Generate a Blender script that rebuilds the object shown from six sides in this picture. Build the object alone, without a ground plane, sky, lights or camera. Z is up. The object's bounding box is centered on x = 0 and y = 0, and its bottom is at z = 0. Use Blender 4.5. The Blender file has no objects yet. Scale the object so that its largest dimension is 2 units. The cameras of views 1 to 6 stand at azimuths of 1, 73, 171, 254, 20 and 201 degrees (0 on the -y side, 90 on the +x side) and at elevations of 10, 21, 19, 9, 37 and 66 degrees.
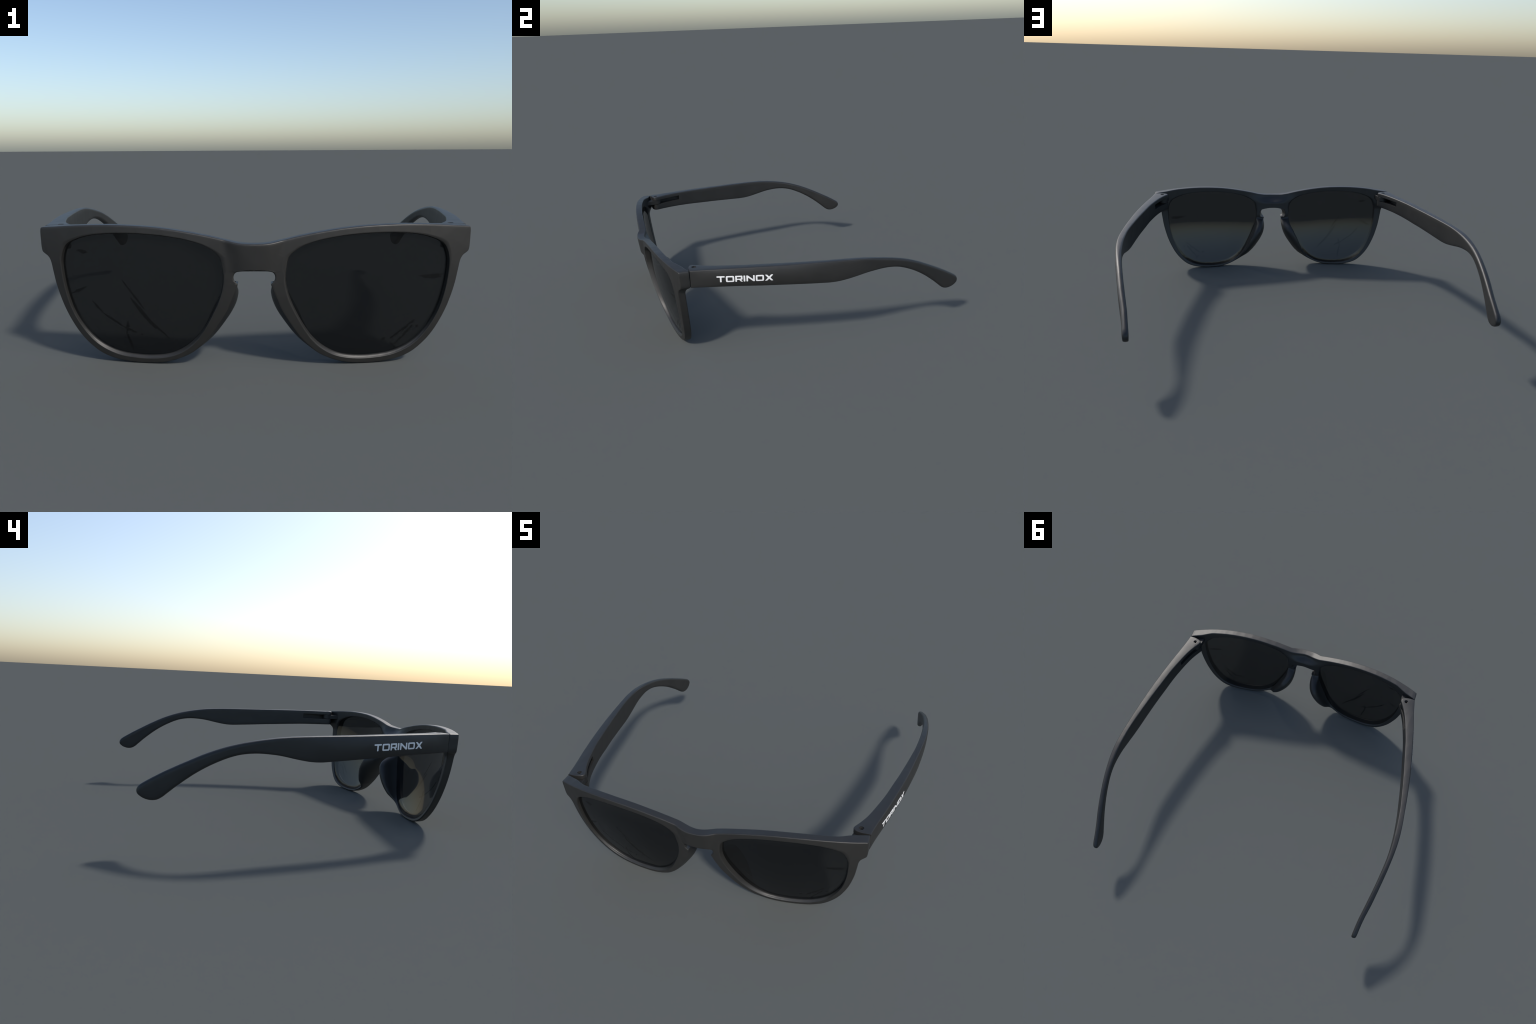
"""Black plastic sunglasses: one-piece front with keyhole bridge and nose pads,
two dark lenses, two folding temples with white lettering."""
import bpy, bmesh, math, random
import numpy as np
from mathutils import Vector

random.seed(7)
rng = np.random.default_rng(7)

# --------------------------------------------------------------- helpers
def smooth(t):
    t = np.clip(t, 0, 1)
    return t * t * (3 - 2 * t)

def interp(table, x):
    """piecewise cubic (Catmull-Rom style) interpolation of a small table"""
    xs = np.array([p[0] for p in table], float)
    ys = np.array([p[1] for p in table], float)
    m = np.gradient(ys, xs)
    x = np.clip(np.asarray(x, float), xs[0], xs[-1])
    k = np.clip(np.searchsorted(xs, x) - 1, 0, len(xs) - 2)
    h = xs[k + 1] - xs[k]
    t = (x - xs[k]) / h
    return ((2*t**3 - 3*t**2 + 1) * ys[k] + (t**3 - 2*t**2 + t) * h * m[k]
            + (-2*t**3 + 3*t**2) * ys[k + 1] + (t**3 - t**2) * h * m[k + 1])

def spline(pts, n=14, closed=False):
    """dense Catmull-Rom polyline through 2D/3D points (centripetal-ish)"""
    P = np.array(pts, float)
    if closed:
        P = np.vstack([P[-1], P, P[0], P[1]])
    else:
        P = np.vstack([2 * P[0] - P[1], P, 2 * P[-1] - P[-2]])
    out = []
    for i in range(1, len(P) - 2):
        p0, p1, p2, p3 = P[i - 1], P[i], P[i + 1], P[i + 2]
        d01 = max(np.linalg.norm(p1 - p0), 1e-6) ** .5
        d12 = max(np.linalg.norm(p2 - p1), 1e-6) ** .5
        d23 = max(np.linalg.norm(p3 - p2), 1e-6) ** .5
        m1 = (p2 - p1) + d12 * ((p1 - p0) / d01 - (p2 - p0) / (d01 + d12))
        m2 = (p2 - p1) + d12 * ((p3 - p2) / d23 - (p3 - p1) / (d12 + d23))
        for k in range(n):
            t = k / n
            out.append((2*t**3 - 3*t**2 + 1) * p1 + (t**3 - 2*t**2 + t) * m1
                       + (-2*t**3 + 3*t**2) * p2 + (t**3 - t**2) * m2)
    if not closed:
        out.append(P[-2])
    return np.array(out)

def resample(poly, n):
    """n+1 points evenly spaced in arc length"""
    d = np.r_[0, np.cumsum(np.linalg.norm(np.diff(poly, axis=0), axis=1))]
    s = np.linspace(0, d[-1], n + 1)
    return np.stack([np.interp(s, d, poly[:, k]) for k in range(poly.shape[1])], 1)

def new_object(name, verts, faces, mat, parent, smooth_shade=True):
    me = bpy.data.meshes.new(name)
    me.from_pydata([tuple(map(float, v)) for v in verts], [], faces)
    me.validate()
    me.update()
    ob = bpy.data.objects.new(name, me)
    bpy.context.collection.objects.link(ob)
    if mat:
        me.materials.append(mat)
    if smooth_shade:
        for p in me.polygons:
            p.use_smooth = True
    ob.parent = parent
    return ob

def recalc(ob):
    bm = bmesh.new()
    bm.from_mesh(ob.data)
    bmesh.ops.recalc_face_normals(bm, faces=bm.faces)
    bm.to_mesh(ob.data)
    bm.free()

# --------------------------------------------------------------- materials
def node_material(name):
    m = bpy.data.materials.new(name)
    m.use_nodes = True
    nt = m.node_tree
    nt.nodes.clear()
    return m, nt, nt.nodes, nt.links

def plastic_material():
    m, nt, N, L = node_material("satin_black_plastic")
    out = N.new("ShaderNodeOutputMaterial")
    b = N.new("ShaderNodeBsdfPrincipled")
    tc = N.new("ShaderNodeTexCoord")
    nz = N.new("ShaderNodeTexNoise")
    nz.inputs["Scale"].default_value = 9
    nz.inputs["Detail"].default_value = 4
    cr = N.new("ShaderNodeValToRGB")
    cr.color_ramp.elements[0].position = .3
    cr.color_ramp.elements[1].position = .7
    cr.color_ramp.elements[0].color = (.0190, .0188, .0180, 1)
    cr.color_ramp.elements[1].color = (.0225, .0222, .0212, 1)
    L.new(tc.outputs["Object"], nz.inputs["Vector"])
    L.new(nz.outputs["Fac"], cr.inputs["Fac"])
    L.new(cr.outputs["Color"], b.inputs["Base Color"])
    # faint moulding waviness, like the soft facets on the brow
    vo = N.new("ShaderNodeTexVoronoi")
    vo.inputs["Scale"].default_value = 22
    mp = N.new("ShaderNodeMapping")
    mp.inputs["Scale"].default_value = (1, .6, .6)
    L.new(tc.outputs["Object"], mp.inputs["Vector"])
    L.new(mp.outputs["Vector"], vo.inputs["Vector"])
    bp = N.new("ShaderNodeBump")
    bp.inputs["Strength"].default_value = .06
    bp.inputs["Distance"].default_value = .02
    L.new(vo.outputs["Distance"], bp.inputs["Height"])
    L.new(bp.outputs["Normal"], b.inputs["Normal"])
    b.inputs["Roughness"].default_value = .47
    b.inputs["IOR"].default_value = 1.5
    L.new(b.outputs[0], out.inputs[0])
    return m

def hinge_material():
    m, nt, N, L = node_material("dark_hinge_plastic")
    out = N.new("ShaderNodeOutputMaterial")
    b = N.new("ShaderNodeBsdfPrincipled")
    tc = N.new("ShaderNodeTexCoord")
    nz = N.new("ShaderNodeTexNoise")
    nz.inputs["Scale"].default_value = 40
    cr = N.new("ShaderNodeValToRGB")
    cr.color_ramp.elements[0].color = (.012, .012, .0115, 1)
    cr.color_ramp.elements[1].color = (.017, .0168, .016, 1)
    L.new(tc.outputs["Object"], nz.inputs["Vector"])
    L.new(nz.outputs["Fac"], cr.inputs["Fac"])
    L.new(cr.outputs["Color"], b.inputs["Base Color"])
    b.inputs["Roughness"].default_value = .5
    L.new(b.outputs[0], out.inputs[0])
    return m

def print_material():
    m, nt, N, L = node_material("white_print")
    out = N.new("ShaderNodeOutputMaterial")
    b = N.new("ShaderNodeBsdfPrincipled")
    tc = N.new("ShaderNodeTexCoord")
    nz = N.new("ShaderNodeTexNoise")
    nz.inputs["Scale"].default_value = 60
    cr = N.new("ShaderNodeValToRGB")
    cr.color_ramp.elements[0].color = (.82, .82, .82, 1)
    cr.color_ramp.elements[1].color = (.9, .9, .9, 1)
    L.new(tc.outputs["Object"], nz.inputs["Vector"])
    L.new(nz.outputs["Fac"], cr.inputs["Fac"])
    L.new(cr.outputs["Color"], b.inputs["Base Color"])
    b.inputs["Roughness"].default_value = .45
    L.new(b.outputs[0], out.inputs[0])
    return m

def lens_material(name, scratches):
    """tinted see-through lens; scratches = segments (x0,z0,x1,z1,width,roughness)"""
    m, nt, N, L = node_material(name)
    out = N.new("ShaderNodeOutputMaterial")
    tc = N.new("ShaderNodeTexCoord")
    # wobble the coordinates so the scratch borders are ragged
    nz = N.new("ShaderNodeTexNoise")
    nz.inputs["Scale"].default_value = 80
    nz.inputs["Detail"].default_value = 2
    L.new(tc.outputs["Object"], nz.inputs["Vector"])
    def math(op, a, b=None, clamp=False):
        n = N.new("ShaderNodeMath")
        n.operation = op
        n.use_clamp = clamp
        for i, v in enumerate((a, b)):
            if v is None:
                continue
            if isinstance(v, (int, float)):
                n.inputs[i].default_value = v
            else:
                L.new(v, n.inputs[i])
        return n.outputs[0]
    sx = N.new("ShaderNodeSeparateXYZ")
    L.new(tc.outputs["Object"], sx.inputs[0])
    X, Z = sx.outputs[0], sx.outputs[2]
    wob = math("SUBTRACT", nz.outputs["Fac"], .5)
    total = None
    for x0, z0, x1, z1, w, rag in scratches:
        dx, dz = x1 - x0, z1 - z0
        ll = dx * dx + dz * dz
        px, pz = math("SUBTRACT", X, x0), math("SUBTRACT", Z, z0)
        t = math("DIVIDE", math("ADD", math("MULTIPLY", px, dx), math("MULTIPLY", pz, dz)), ll, True)
        ex = math("SUBTRACT", px, math("MULTIPLY", t, dx))
        ez = math("SUBTRACT", pz, math("MULTIPLY", t, dz))
        d = math("SQRT", math("ADD", math("MULTIPLY", ex, ex), math("MULTIPLY", ez, ez)))
        d = math("ADD", d, math("MULTIPLY", wob, rag))
        # fatter in the middle of the stroke
        belly = math("MULTIPLY", math("MULTIPLY", t, math("SUBTRACT", 1.0, t)), 2.4 * w)
        edge = math("ADD", belly, .4 * w)
        s = math("MULTIPLY", math("SUBTRACT", edge, d), 900, True)
        total = s if total is None else math("MAXIMUM", total, s)
    glass = N.new("ShaderNodeBsdfPrincipled")
    glass.inputs["Base Color"].default_value = (.0045, .0045, .0045, 1)
    glass.inputs["Roughness"].default_value = .03
    glass.inputs["IOR"].default_value = 1.52
    # fine smudges vary the gloss
    n2 = N.new("ShaderNodeTexNoise")
    n2.inputs["Scale"].default_value = 4
    rr = N.new("ShaderNodeMapRange")
    rr.inputs["To Min"].default_value = .02
    rr.inputs["To Max"].default_value = .06
    L.new(tc.outputs["Object"], n2.inputs["Vector"])
    L.new(n2.outputs["Fac"], rr.inputs["Value"])
    L.new(rr.outputs[0], glass.inputs["Roughness"])
    clear = N.new("ShaderNodeBsdfTransparent")
    clear.inputs["Color"].default_value = (.95, .98, 1, 1)
    mix = N.new("ShaderNodeMixShader")
    mix.inputs[0].default_value = .74
    L.new(clear.outputs[0], mix.inputs[1])
    L.new(glass.outputs[0], mix.inputs[2])
    if total is None:
        L.new(mix.outputs[0], out.inputs[0])
        return m
    scr = N.new("ShaderNodeBsdfPrincipled")
    scr.inputs["Base Color"].default_value = (.003, .003, .003, 1)
    scr.inputs["Roughness"].default_value = .35
    scr.inputs["Specular IOR Level"].default_value = .2
    fin = N.new("ShaderNodeMixShader")
    L.new(math("MULTIPLY", total, .62), fin.inputs[0])
    L.new(mix.outputs[0], fin.inputs[1])
    L.new(scr.outputs[0], fin.inputs[2])
    L.new(fin.outputs[0], out.inputs[0])
    return m

PLASTIC = plastic_material()
HINGE = hinge_material()
PRINT = print_material()

# --------------------------------------------------------------- root
root = bpy.data.objects.new("sunglasses", None)
bpy.context.collection.objects.link(root)
root["label"] = "black plastic sunglasses with dark scratched lenses, open temples"
root["category"] = "sunglasses"

# --------------------------------------------------------------- front surface
def face_y(x, z):
    """wrapped, forward-leaning front surface of the frame"""
    x = np.abs(x)
    q = z - .3
    return (-.8765 + .0739 * x**2 + .1319 * x**4 - .1494 * q + .3335 * q * q - .0448 * x * x * q)

def bridge_half(z):
    return .078 + (np.clip(z, .38, .53) - .40) / .123 * .033

def bridge_bump(x, z):
    t = np.abs(x) / bridge_half(z)
    h = .0175 + .007 * np.clip((z - .41) / .1, 0, 1)
    f = 1 - np.clip(t, 0, 3)**2.4
    f = .5 * (f + np.sqrt(f * f + .012)) - .003        # slightly softened crease
    return h * np.maximum(f, 0) * smooth((z - .345) / .05)

def front_y(x, z):
    return face_y(x, z) - bridge_bump(x, z)

RIM_DEPTH = .043
def back_y(x, z):
    y = face_y(x, z) + RIM_DEPTH
    # end pieces are a little deeper where the temples meet them
    y = y + .016 * smooth((np.abs(x) - .69) / .09) * smooth((z - .42) / .06)
    # scoop on the upper back of the bridge
    sc = smooth((z - .455) / .05) * smooth(1 - np.abs(x) / .125)
    top = np.interp(np.abs(x), [0, .055, .111, .168, .254], [.511, .5135, .5235, .537, .5535])
    thick = .022 * smooth(1.25 - np.abs(x) / .17) * smooth((z - .30) / .08) * smooth((top - z) / .055)
    return y + thick * (1 - sc) - .021 * sc

# outline anchors, front face, x > 0: (outer x, outer z, aperture x, aperture z, samples)
# corner=True breaks the outer spline
ANCH = [
    # straight cut on the mirror plane
    (0, .511, .1275, .452, 'c'),
    (.055, .5135, .136, .466, ''),
    (.111, .5235, .160, .4865, 'c'),
    (.168, .537, .194, .5055, ''),
    (.254, .5535, .252, .524, ''),
    (.340, .5665, .335, .539, ''),
    (.427, .5745, .420, .547, ''),
    (.560, .5785, .538, .5485, ''),
    (.698, .5735, .640, .538, ''),
    (.795, .5655, .700, .5195, ''),
    (.834, .5622, .726, .506, ''),
    (.8445, .5592, .734, .4995, ''),
    (.8477, .5490, .742, .491, ''),
    (.8480, .510, .755, .464, ''),
    (.8468, .4755, .7610, .441, ''),
    (.8430, .4630, .7625, .4325, ''),
    (.8345, .4560, .7632, .425, ''),
    (.820, .4455, .7637, .414, ''),
    (.811, .430, .7637, .402, ''),
    (.803, .383, .7625, .375, ''),
    (.796, .336, .7590, .332, ''),
    (.784, .283, .7500, .277, ''),
    (.768, .230, .735, .221, ''),
    (.748, .181, .713, .171, ''),
    (.720, .128, .683, .122, ''),
    (.686, .083, .648, .082, ''),
    (.636, .0385, .604, .0520, ''),
    (.576, .0130, .552, .0318, ''),
    (.505, .0018, .487, .0225, ''),
    (.432, .0000, .428, .0208, ''),
    (.362, .0070, .366, .0272, ''),
    (.307, .0248, .316, .0425, ''),
    (.255, .052, .266, .074, ''),
    (.212, .090, .227, .113, ''),
    (.174, .133, .196, .160, ''),
    (.137, .189, .166, .217, ''),
    (.105, .243, .142, .268, ''),
    (.083, .296, .126, .314, ''),
    (.067, .340, .1185, .350, ''),
    (.0635, .3505, .1175, .358, 'c'),
    (.069, .357, .1170, .363, ''),
    (.0765, .366, .1167, .368, ''),
    (.0795, .377, .1165, .374, ''),
    (.0775, .388, .1166, .380, ''),
    (.0700, .398, .1168, .386, ''),
    (.0540, .4035, .1172, .392, ''),
    (.0250, .4055, .1180, .400, ''),
    (0, .4060, .1190, .407, 'c'),
    (0, .435, .1210, .420, ''),
    (0, .475, .1235, .436, ''),
]
NA = len(ANCH)
SUB = 8     # samples between anchors

def outer_loop():
    """outer outline, sampled SUB points per anchor span, plus outward normals"""
    pts = []
    corners = [i for i, a in enumerate(ANCH) if a[4] == 'c']
    spans = list(zip(corners, corners[1:] + [corners[0] + NA]))
    for a, b in spans:
        P = [ANCH[i % NA][:2] for i in range(a, b + 1)]
        if len(P) == 2:
            seg = np.array([np.array(P[0]) + (np.array(P[1]) - np.array(P[0])) * k / SUB for k in range(SUB + 1)])
        else:
            seg = spline(P, SUB)
        pts.extend(seg[:-1])
    return np.array(pts)

OUT = outer_loop()
APE = spline([a[2:4] for a in ANCH], SUB, closed=True)
NI = len(OUT)
assert len(APE) == NI == NA * SUB

def loop_normals(P):
    T = np.roll(P, -1, 0) - np.roll(P, 1, 0)
    T /= np.maximum(np.linalg.norm(T, axis=1), 1e-9)[:, None]
    return np.stack([-T[:, 1], T[:, 0]], 1)   # clockwise loop: outward is left

ON = loop_normals(OUT)
AN = loop_normals(APE)
i_join = NA * SUB                      # index 0 is the upper mirror-plane corner
i_low = (NA - 3) * SUB                 # lower mirror-plane corner
on_plane = np.zeros(NI, bool)
on_plane[i_low + 1:] = True            # strictly between the two corners
ON[0] = (0, 1)
ON[i_low] = (0, -1)
OUT[i_low:, 0] = 0
OUT[0, 0] = 0
# keep the mirror-plane samples clear of the rounded edges
OUT[i_low + 1:, 1] = np.linspace(.406 + .0075, .511 - .0075, NI - i_low - 1)

# the keyhole flares towards the back: rear outline set into the material
i_tip = 39 * SUB
FLARE = np.zeros(NI)
FLARE[i_tip:i_low + 1] = .015 * smooth(np.linspace(0, 6, i_low + 1 - i_tip))
OUTB = OUT - ON * FLARE[:, None]
OUTB[i_low:, 0] = 0
OUTB[i_low + 1:, 1] = np.linspace(.406 + .0225, .511 - .0075, NI - i_low - 1)

# edge rounding radius (none on the mirror plane)
RAD = np.where(on_plane, 0, .0050)
RAD[37 * SUB:41 * SUB] = .0035      # tight radius round the notch tip
# chamfer inside the aperture: wide along the bottom, narrow elsewhere
low_w = smooth((.22 - APE[:, 1]) / .2)
CHAM = .0045 + .0075 * low_w

def lens_seat(q):
    """how far the lens front lies behind the front face; deeper beside the nose"""
    return .0165 + .010 * float(smooth((.36 - q[0]) / .22))

# rear opening: a thin lip at the bottom, wider elsewhere
REAR = -.001 - .0015 + .0115 * low_w
# nose-pad depth along the outline, by height on the nose side
nose_side = np.zeros(NI, bool)
nose_side[31 * SUB:39 * SUB + 1] = True
PAD_DEPTH = [(.0, .043), (.024, .043), (.05, .066), (.09, .100), (.133, .132), (.19, .160), (.24, .168),
             (.27, .164), (.295, .145), (.315, .114), (.332, .080), (.343, .058), (.352, .0445)]
DEPTH = np.where(nose_side, interp(PAD_DEPTH, OUT[:, 1]), RIM_DEPTH)
PADW = np.clip((DEPTH - RIM_DEPTH) / .07, 0, 1)
PADW = smooth(PADW)

NF, NW, NB = 7, 10, 10   # subdivisions: front face, side wall, back face

def ring_section(i):
    """closed cross-section of the frame at outline sample i (list of 3D points)"""
    o, n, r = OUT[i], ON[i], RAD[i]
    a = APE[i]
    an = AN[i]
    c = CHAM[i]
    pts = []
    wall_in = a - an * c            # towards the lens
    rear = a + an * REAR[i]
    # ledge behind the lens -> front chamfer -> front face
    def P(q, y):
        return (q[0], y, q[1])
    mid = (wall_in + rear) / 2
    yf = lambda q: float(front_y(q[0], q[1]))
    yb = lambda q: float(back_y(q[0], q[1]))
    seat = lens_seat(wall_in)
    pts.append(P(wall_in, yf(wall_in) + seat + .006))
    pts.append(P(wall_in, yf(wall_in) + seat))
    pts.append(P(wall_in + an * c * .3, yf(wall_in) + seat * .6))
    pts.append(P(a - an * c * .42, yf(a) + .0052))
    pts.append(P(a - an * c * .26, yf(a) + .0024))
    pts.append(P(a - an * c * .10, yf(a) + .0006))
    f_end = o - n * r
    for k in range(NF + 1):
        t = k / NF
        q = a + (f_end - a) * t
        pts.append(P(q, yf(q)))
    # rounded front edge
    y0 = yf(f_end)
    for ang in (30, 60, 90):
        s, cth = math.sin(math.radians(ang)), math.cos(math.radians(ang))
        q = o - n * r * (1 - s)
        pts.append(P(q, y0 + r * (1 - cth)))
    # --- plain side wall and back face
    ob_ = OUTB[i]
    b_end = ob_ - n * r
    y_start = y0 + r
    y_end = yb(b_end) - r
    plain = []
    for k in range(1, NW):
        plain.append(P(o + (ob_ - o) * (k / NW), y_start + (y_end - y_start) * k / NW))
    for ang in (0, 30, 60):
        s, cth = math.sin(math.radians(ang)), math.cos(math.radians(ang))
        q = ob_ - n * r * (1 - cth)
        plain.append(P(q, y_end + r * s))
    for k in range(NB + 1):
        t = k / NB
        q = b_end + (rear - b_end) * t
        plain.append(P(q, yb(q)))
    plain = np.array(plain)
    # --- nose pad: the wall sweeps out and back to a ridge, then returns to the lens
    w = PADW[i]
    if w > 0:
        d = DEPTH[i]
        k = (d - RIM_DEPTH) / .125
        yfr = y0
        def off(e, f):
            q = o + n * e
            return (q[0], yfr + d * f, q[1])
        qr = rear
        prof = [P(o, y_start), off(.012 * k, .20), off(.0215 * k, .42), off(.0215 * k, .62), off(.007 * k, .83),
                off(-.014 * k - .002, .965), off(-.034 * k - .002, .985), off(-.046 * k - .002, .90),
                P(rear + (o - rear) * .08, yb(qr) + .35 * max(d - RIM_DEPTH, 0)), P(rear, yb(rear))]
        pad = resample(spline(prof, 10), len(plain))[1:]
        plain = plain + (pad - plain) * w
    pts.extend(map(tuple, plain))
    pts.append(P(rear, yb(rear) - .006))
    return pts

sections = [ring_section(i) for i in range(NI)]
NP = len(sections[0])
half_v = [p for s in sections for p in s]
half_f, half_i = [], []
for i in range(NI):
    j = (i + 1) % NI
    for k in range(NP):
        l = (k + 1) % NP
        f = (i * NP + k, j * NP + k, j * NP + l, i * NP + l)
        if all(abs(half_v[q][0]) < 1e-6 for q in f):
            continue                       # nothing on the mirror plane
        half_f.append(f)
        half_i.append((i, k))
nv = len(half_v)
verts = half_v + [(-x, y, z) for x, y, z in half_v]
faces = half_f + [tuple(nv + q for q in reversed(f)) for f in half_f]

whole = new_object("frame_whole", verts, faces, None, None)
bm = bmesh.new()
bm.from_mesh(whole.data)
bmesh.ops.remove_doubles(bm, verts=bm.verts, dist=2e-5)
bmesh.ops.dissolve_degenerate(bm, edges=bm.edges, dist=1e-6)
bmesh.ops.recalc_face_normals(bm, faces=bm.faces)
bm.verts.ensure_lookup_table()
zmin = min(v.co.z for v in bm.verts)
for v in bm.verts:
    v.co.z -= zmin
bm.normal_update()
bm.verts.index_update()

def region(f):
    c = f.calc_center_median()
    x, z = abs(c.x), c.z
    if x < bridge_half(z) and z > .40 and c.z < .53:
        return "bridge"
    if z < .352 and x < .30 and c.y > float(face_y(x, z)) + .012:
        # behind the front plate on the nose side
        d = np.hypot(OUT[31 * SUB:39 * SUB, 0] - x, OUT[31 * SUB:39 * SUB, 1] - z)
        i = int(d.argmin()) + 31 * SUB
        if PADW[i] > .05 and d.min() < .06:
            return "nose_pad" if c.x > 0 else "nose_pad.001"
    return "rim"

groups = {}
for f in bm.faces:
    groups.setdefault(region(f), []).append(f)
normals = {v.index: v.normal.copy() for v in bm.verts}
made = {}
for key in ("rim", "bridge", "nose_pad", "nose_pad.001"):
    idx, vs, fs, ns = {}, [], [], []
    for f in groups[key]:
        ff = []
        for v in f.verts:
            if v.index not in idx:
                idx[v.index] = len(vs)
                vs.append(v.co[:])
                ns.append(normals[v.index])
            ff.append(idx[v.index])
        fs.append(ff)
    ob = new_object(key.split(".")[0], vs, fs, PLASTIC, root)
    if len(ob.data.vertices) == len(ns):
        ob.data.normals_split_custom_set_from_vertices([tuple(n) for n in ns])
    made[key] = ob
bm.free()
bpy.data.objects.remove(whole)

# --------------------------------------------------------------- lenses
LENS_THICK = .024
LENS_PLAIN = lens_material("dark_tinted_lens_back", [])
def build_lens(side, mat):
    edge_f = APE - AN * (CHAM * .55)[:, None]
    edge_b = APE + AN * (REAR + .001)[:, None]
    ctr = np.array([.44, .30])
    nr = 26
    V, F = [], []
    def disc(edge, off, back):
        base = len(V)
        for r in range(nr):
            t = 1 - (r / nr)**1.15
            for i in range(NI):
                q = ctr + (edge[i] - ctr) * t
                y = float(face_y(q[0], q[1])) + lens_seat(q) + off
                if back:
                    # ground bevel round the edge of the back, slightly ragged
                    dist = np.linalg.norm(edge[i] - q)
                    bev = max(0, 1 - dist / .02)
                    y -= .005 * bev * low_w[i]
                    if .2 < bev < 1:
                        y += .0012 * low_w[i] * (rng.random() - .5)
                V.append((side * q[0], y, q[1]))
        V.append((side * ctr[0], float(face_y(*ctr)) + lens_seat(ctr) + off, ctr[1]))
        for r in range(nr - 1):
            for i in range(NI):
                j = (i + 1) % NI
                F.append((base + r * NI + i, base + r * NI + j, base + (r + 1) * NI + j, base + (r + 1) * NI + i))
        for i in range(NI):
            F.append((base + (nr - 1) * NI + i, base + (nr - 1) * NI + (i + 1) % NI, base + nr * NI))
        return base
    a = disc(edge_f, .001, False)
    b = disc(edge_b, LENS_THICK, True)
    for i in range(NI):
        j = (i + 1) % NI
        F.append((a + i, a + j, b + j, b + i))
    V = [(x, y, z - zmin) for x, y, z in V]
    ob = new_object("lens", V, F, mat, root)
    ob.data.materials.append(LENS_PLAIN)      # the marks are on the front face only
    for p in ob.data.polygons:
        p.material_index = 0 if all(v < b for v in p.vertices) else 1
    recalc(ob)
    # crisp rim edge
    for e in ob.data.edges:
        v0, v1 = e.vertices
        if (v0 < NI and v1 < NI) or (b <= v0 < b + NI and b <= v1 < b + NI):
            e.use_edge_sharp = True
    return ob

# scratches: (x0, z0, x1, z1, half width, raggedness)
SCR_R = [(-0.517, 0.359, -0.435, 0.239, 0.00496, 0.0036),
         (-0.486, 0.283, -0.395, 0.155, 0.00868, 0.0072),
         (-0.436, 0.21, -0.344, 0.114, 0.00558, 0.0072),
         (-0.65, 0.267, -0.609, 0.217, 0.00558, 0.0084),
         (-0.612, 0.219, -0.525, 0.158, 0.00558, 0.0084),
         (-0.508, 0.186, -0.517, 0.13, 0.0062, 0.0096),
         (-0.53, 0.16, -0.477, 0.135, 0.0062, 0.0096),
         (-0.518, 0.134, -0.497, 0.052, 0.0062, 0.0108),
         (-0.734, 0.294, -0.669, 0.326, 0.00589, 0.0084),
         (-0.695, 0.474, -0.653, 0.468, 0.0093, 0.012),
         (-0.458, 0.128, -0.452, 0.127, 0.0062, 0.0048)]
SCR_L = [(0.64, 0.3695, 0.75, 0.3715, 0.00465, 0.0036),
         (0.66, 0.366, 0.735, 0.362, 0.0093, 0.0096),
         (0.51, 0.101, 0.525, 0.108, 0.00651, 0.0072),
         (0.545, 0.104, 0.645, 0.184, 0.00558, 0.0192),
         (0.568, 0.076, 0.634, 0.157, 0.00558, 0.0192),
         (0.55, 0.082, 0.576, 0.056, 0.00496, 0.0168),
         (0.65, 0.154, 0.659, 0.151, 0.0062, 0.0072)]
build_lens(1, lens_material("dark_tinted_lens", SCR_L))
build_lens(-1, lens_material("dark_tinted_cracked_lens", SCR_R))

# --------------------------------------------------------------- temples
X_OUT = [(-.72, .848), (-.65, .860), (-.6, .8705), (-.5, .892), (-.4, .911), (-.3, .929), (-.2, .946), (-.1, .960),
         (0, .973), (.1, .9835), (.2, .9930), (.27, .9965), (.33, .9960), (.4, .991), (.5, .980), (.6, .966), (.7, .951),
         (.8, .932), (.85, .9255), (.92, .9195)]
def temple_outer(y):
    """x of the outer upper edge of the temple"""
    return float(interp(X_OUT, y)) + .003 * float(smooth((y + .6) / .3))

# how far the outer face swells at mid height
BULGE = [(-.7205, .0005), (-.68, .003), (-.6, .0065), (-.45, .009), (-.1, .009), (.08, .005), (.2, .0015), (.27, .0005), (.4, .001), (.92, .002)]
X_IN = [(-.7205, .806), (-.718, .790), (-.714, .776), (-.707, .764), (-.696, .7575), (-.685, .7585), (-.67, .7665), (-.65, .7775),
        (-.6, .8015), (-.55, .8195), (-.5, .834), (-.4, .860), (-.3, .880), (-.2, .9005), (-.1, .919), (0, .9355), (.1, .950),
        (.2, .958), (.3, .961), (.4, .9585), (.5, .9485), (.6, .935), (.7, .919), (.8, .9025), (.85, .8965), (.92, .887)]
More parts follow.
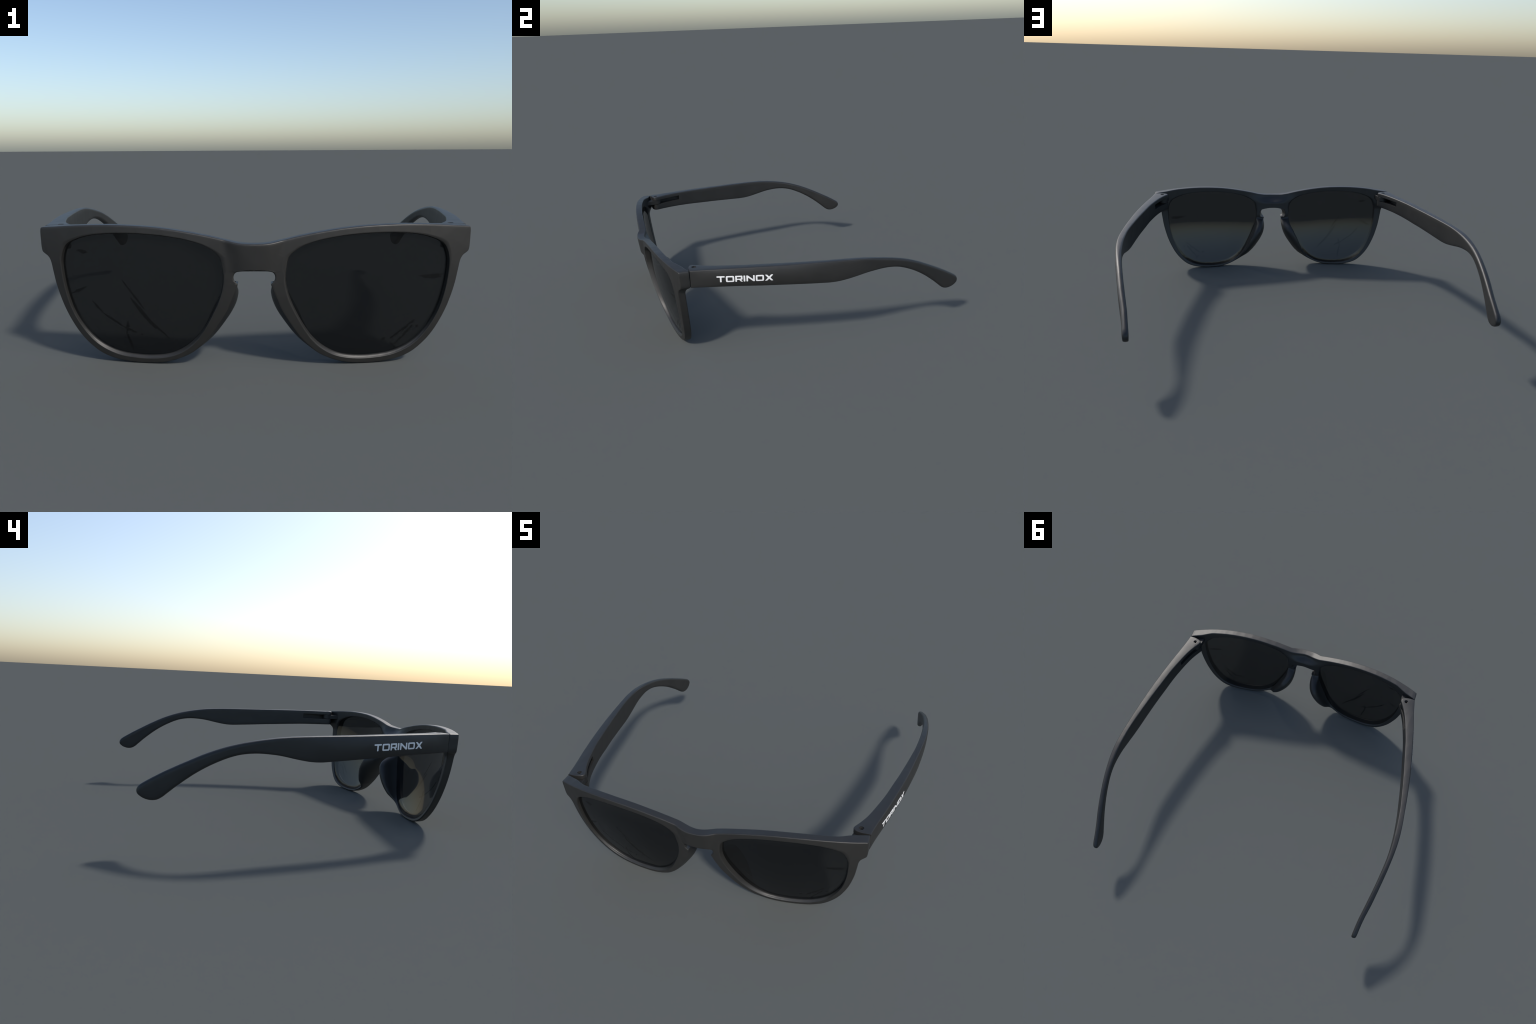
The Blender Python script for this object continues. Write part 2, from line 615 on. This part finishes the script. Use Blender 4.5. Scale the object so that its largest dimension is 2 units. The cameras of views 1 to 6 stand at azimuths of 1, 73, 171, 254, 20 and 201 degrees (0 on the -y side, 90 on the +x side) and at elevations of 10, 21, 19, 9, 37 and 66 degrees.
# side profile: upper and lower edge, paired across the temple (y, z, y, z)
PROF = [(-.7205, .5625, -.7205, .4630), (-.70, .5625, -.70, .4620), (-.6, .561, -.6, .4575), (-.5, .560, -.5, .4545),
        (-.4, .5585, -.4, .449), (-.3, .5565, -.3, .443), (-.2, .554, -.2, .4375), (-.1, .552, -.1, .431),
        (0, .550, 0, .425), (.05, .549, .05, .4228), (.1, .5478, .1, .4250), (.15, .5465, .15, .4325), (.2, .5443, .198, .4420),
        (.25, .5408, .243, .4515), (.3, .5355, .288, .4585), (.4, .520, .378, .4635), (.5, .4965, .466, .4520),
        (.6, .4615, .556, .4180), (.7, .4160, .645, .3690), (.8, .3655, .730, .3075), (.85, .338, .775, .2700),
        (.88, .3205, .802, .2475), (.9, .3075, .826, .2350), (.912, .2955, .852, .2325), (.917, .2840, .874, .2370),
        (.9175, .2740, .892, .2450), (.9150, .2650, .905, .2540)]
def temple_profile():
    P = np.array(PROF)
    T = spline(P[:, :2], 8)
    B = spline(P[:, 2:], 8)
    return T, B

def temple_mesh(side):
    T, B = temple_profile()
    n = len(T)
    V, F = [], []
    NSEC = 0
    for s in range(n):
        t, b = T[s], B[s]
        ym = (t[0] + b[0]) / 2
        h = np.linalg.norm(t - b) / 2
        tip = max(0, (s - (n - 1 - 8 * 5)) / (8 * 5.0))
        sc = math.sqrt(max(0, 1 - (tip * .93)**2.6))
        rear = float(smooth((ym - .1) / .5))
        corner_r = [(.005 + .010 * rear), (.006 + .012 * rear), (.007 + .011 * rear), (.005 + .010 * rear)]
        sec = []
        # corners in order: outer top, inner top, inner bottom, outer bottom
        ctr2 = (t + b) / 2
        ax = (t - b) / (2 * h)
        def at(u, vv):
            # u along x (outer=1, inner=-1 blend), vv height in units along ax
            yz = ctr2 + ax * vv
            xo = temple_outer(yz[0])
            xi = float(interp(X_IN, yz[0])) + .003 * float(smooth((yz[0] + .6) / .3))
            xm, hw = (xo + xi) / 2, (xo - xi) / 2 * sc
            bulge = float(interp(BULGE, ym)) * (1 - (vv / h)**2)
            return xm, hw, bulge, yz
        _, hw0, _, _ = at(0, 0)
        def pt(dx_from_mid_frac, inset_x, vv, outer):
            xm, hw, bulge, yz = at(0, vv)
            x = xm + (hw + bulge - inset_x if outer else -(hw - inset_x))
            return (side * x, yz[0], yz[1])
        for ci, (outer, top) in enumerate(((1, 1), (0, 1), (0, 0), (1, 0))):
            r = min(corner_r[ci], h * .92, hw0 * .92)
            angs = (0, 22, 45, 68, 90)
            seq = []
            for a in angs:
                ar = math.radians(a)
                inset = r * (1 - math.cos(ar))
                vv = (h - r + r * math.sin(ar)) * (1 if top else -1)
                seq.append(pt(0, inset, vv, outer))
            if ci in (1, 3):
                seq = seq[::-1]
            sec.extend(seq)
            # subdivide the flat that follows
            if ci == 1 or ci == 3:
                rr = min(corner_r[(ci + 1) % 4], h * .92, hw0 * .92)
                for k in range(1, 6):
                    top_v = (h - (r if ci == 1 else rr))
                    bot_v = -(h - (rr if ci == 1 else r))
                    f = k / 6
                    vv = top_v + (bot_v - top_v) * f if ci == 1 else bot_v + (top_v - bot_v) * f
                    sec.append(pt(0, 0, vv, ci == 3))
        NSEC = len(sec)
        V.extend(sec)
    for s in range(n - 1):
        for k in range(NSEC):
            l = (k + 1) % NSEC
            F.append((s * NSEC + k, s * NSEC + l, (s + 1) * NSEC + l, (s + 1) * NSEC + k))
    F.append(tuple(reversed(range(NSEC))))
    F.append(tuple((n - 1) * NSEC + k for k in range(NSEC)))
    return V, F

PIN = (.795, -.688)
def prism(points, z0, z1, side):
    """vertical prism over a plan outline"""
    n = len(points)
    V = [(side * x, y, z0) for x, y in points] + [(side * x, y, z1) for x, y in points]
    F = [tuple(range(n)), tuple(range(n, 2 * n))] + [(i, (i + 1) % n, n + (i + 1) % n, n + i) for i in range(n)]
    return V, F

def circle(c, r, n=40):
    return [(c[0] + r * math.cos(2 * math.pi * k / n), c[1] + r * math.sin(2 * math.pi * k / n)) for k in range(n)]

def cut(ob, cutters):
    for c in cutters:
        md = ob.modifiers.new("cut", "BOOLEAN")
        md.operation = "DIFFERENCE"
        md.solver = "EXACT"
        md.object = c
    dg = bpy.context.evaluated_depsgraph_get()
    me = bpy.data.meshes.new_from_object(ob.evaluated_get(dg))
    ob.modifiers.clear()
    ob.data = me
    for c in cutters:
        bpy.data.objects.remove(c)

def shade_by_angle(ob, deg):
    me = ob.data
    for p in me.polygons:
        p.use_smooth = True
    bm = bmesh.new()
    bm.from_mesh(me)
    lim = math.radians(deg)
    for e in bm.edges:
        e.smooth = not (len(e.link_faces) == 2 and e.calc_face_angle(0) > lim)
    bm.to_mesh(me)
    bm.free()

SLOT_Z = (.5035, .537)
def build_temple(side):
    V, F = temple_mesh(side)
    t = new_object("temple", V, F, PLASTIC, root)
    recalc(t)
    cutters = []
    # slot for the hinge tongue, open towards the front
    plan = [(.72, -.74), (.838, -.74), (.8405, -.66), (.866, -.500), (.72, -.500)]
    v, f = prism(plan, SLOT_Z[0], SLOT_Z[1], side)
    c = new_object("cutter", v, f, None, None); recalc(c); cutters.append(c)
    # countersunk screw hole from the top
    v, f = prism(circle(PIN, .0125), .5555, .58, side)
    c = new_object("cutter", v, f, None, None); recalc(c); cutters.append(c)
    v, f = prism(circle(PIN, .0070), .52, .58, side)
    c = new_object("cutter", v, f, None, None); recalc(c); cutters.append(c)
    cut(t, cutters)
    shade_by_angle(t, 38)
    # hinge tongue of the front: barrel round the screw plus a web to the end piece
    h = .034
    ang = [math.radians(a) for a in range(-75, 196, 9)]
    arc = [(PIN[0] + h * math.cos(a), PIN[1] + h * math.sin(a)) for a in ang]
    plan = arc + [(.757, -.712), (.752, -.765), (.812, -.765)]
    v, f = prism(plan, SLOT_Z[0] + .0015, SLOT_Z[1] - .0015, side)
    hg = new_object("hinge", v, f, HINGE, root)
    recalc(hg)
    hole = new_object("cutter", *prism(circle(PIN, .0058), .523, .58, side), None, None)
    recalc(hole)
    cut(hg, [hole])
    shade_by_angle(hg, 38)
    bev = hg.modifiers.new("edge", "BEVEL")
    bev.width = .0015
    bev.segments = 2
    bev.limit_method = "ANGLE"
    return t

# --------------------------------------------------------------- lettering
def fillet(poly, r, n=5):
    """round the corners of a closed 2D polygon"""
    P = [np.array(p, float) for p in poly]
    out = []
    for i, p in enumerate(P):
        a, b = P[i - 1], P[(i + 1) % len(P)]
        da, db = a - p, b - p
        la, lb = np.linalg.norm(da), np.linalg.norm(db)
        d = min(r, la * .45, lb * .45)
        q0, q1 = p + da / la * d, p + db / lb * d
        for k in range(n + 1):
            t = k / n
            out.append((1 - t)**2 * q0 + 2 * t * (1 - t) * p + t * t * q1)
    return out

def rect(x0, y0, x1, y1):
    return [(x0, y0), (x1, y0), (x1, y1), (x0, y1)]

# glyphs in units of cap height; hs, vs = horizontal and vertical stroke weights
HS, VS = .21, .25
def glyph(ch):
    """list of (polygon, corner radius); inner contours punch holes"""
    if ch == "T":
        w = 1.25
        m = w / 2
        return w, [([(0, 1), (w, 1), (w, 1 - HS), (m + VS / 2, 1 - HS), (m + VS / 2, 0), (m - VS / 2, 0), (m - VS / 2, 1 - HS), (0, 1 - HS)], .08)]
    if ch == "O":
        w = 1.28
        return w, [(rect(0, 0, w, 1), .22), (rect(VS, HS, w - VS, 1 - HS), .07)]
    if ch == "R":
        w = 1.12
        return w, [([(0, 0), (VS, 0), (VS, .33), (.62, .33), (.86, 0), (w + .04, 0), (w + .02, .04), (.90, .33), (w, .36), (w, 1), (0, 1)], .1),
                   (rect(VS, .33 + HS * .85, w - VS, 1 - HS), .06)]
    if ch == "I":
        return .27, [(rect(0, 0, .26, 1), .09)]
    if ch == "N":
        w = 1.30
        return w, [([(0, 0), (VS, 0), (VS, .66), (w - .22, 0), (w, 0), (w, 1), (w - VS, 1), (w - VS, .34), (.22, 1), (0, 1)], .08)]
    if ch == "X":
        w = 1.30
        return w, [([(0, 0), (.33, 0), (w / 2, .32), (w - .33, 0), (w, 0), (w / 2 + .2, .5), (w, 1), (w - .33, 1), (w / 2, .68), (.33, 1), (0, 1), (w / 2 - .2, .5)], .06)]

WORD = "TORINOX"
def build_lettering(side, temple, y_start, length, z_top0, slope, height):
    gap = .17
    glyphs = [glyph(c) for c in WORD]
    total = sum(g[0] for g in glyphs) + gap * (len(WORD) - 1)
    cu = bpy.data.curves.new("lettering", "CURVE")
    cu.dimensions = "2D"
    cu.fill_mode = "BOTH"
    cu.extrude = .04
    x = 0
    for w, contours in glyphs:
        for poly, r in contours:
            pts = fillet(poly, r)
            sp = cu.splines.new("POLY")
            sp.points.add(len(pts) - 1)
            for p, q in zip(sp.points, pts):
                p.co = (q[0] + x, q[1], 0, 1)
            sp.use_cyclic_u = True
        x += w + gap
    tmp = bpy.data.objects.new("tmp", cu)
    bpy.context.collection.objects.link(tmp)
    dg = bpy.context.evaluated_depsgraph_get()
    me = bpy.data.meshes.new_from_object(tmp.evaluated_get(dg))
    bpy.data.objects.remove(tmp)
    bpy.data.curves.remove(cu)
    # wrap the flat word onto the outer face of the temple
    dirn = 1 if side > 0 else -1          # reads front to back on the +x side
    for v in me.vertices:
        u, h, e = v.co
        f = u / total
        y = y_start + dirn * length * f
        z = z_top0 + slope * (y - y_start) - height * (1 - h)
        zt, zb = float(interp([(p[0], p[1]) for p in PROF[:10]], y)), float(interp([(p[2], p[3]) for p in PROF[:10]], y))
        m = (2 * z - zt - zb) / (zt - zb)
        xo = temple_outer(y) + float(interp(BULGE, y)) * (1 - m * m) + (.0008 if e > 0 else -.003)
        v.co = (side * xo, y, z)
    me.name = "lettering"
    me.materials.clear()
    me.materials.append(PRINT)
    ob = bpy.data.objects.new("lettering", me)
    bpy.context.collection.objects.link(ob)
    ob.parent = temple
    recalc(ob)
    return ob

tr = build_temple(1)
tl = build_temple(-1)
build_lettering(1, tr, -.583, .302, .5235, -.038, .0355)
build_lettering(-1, tl, -.236, .302, .5125, -.036, .0355)
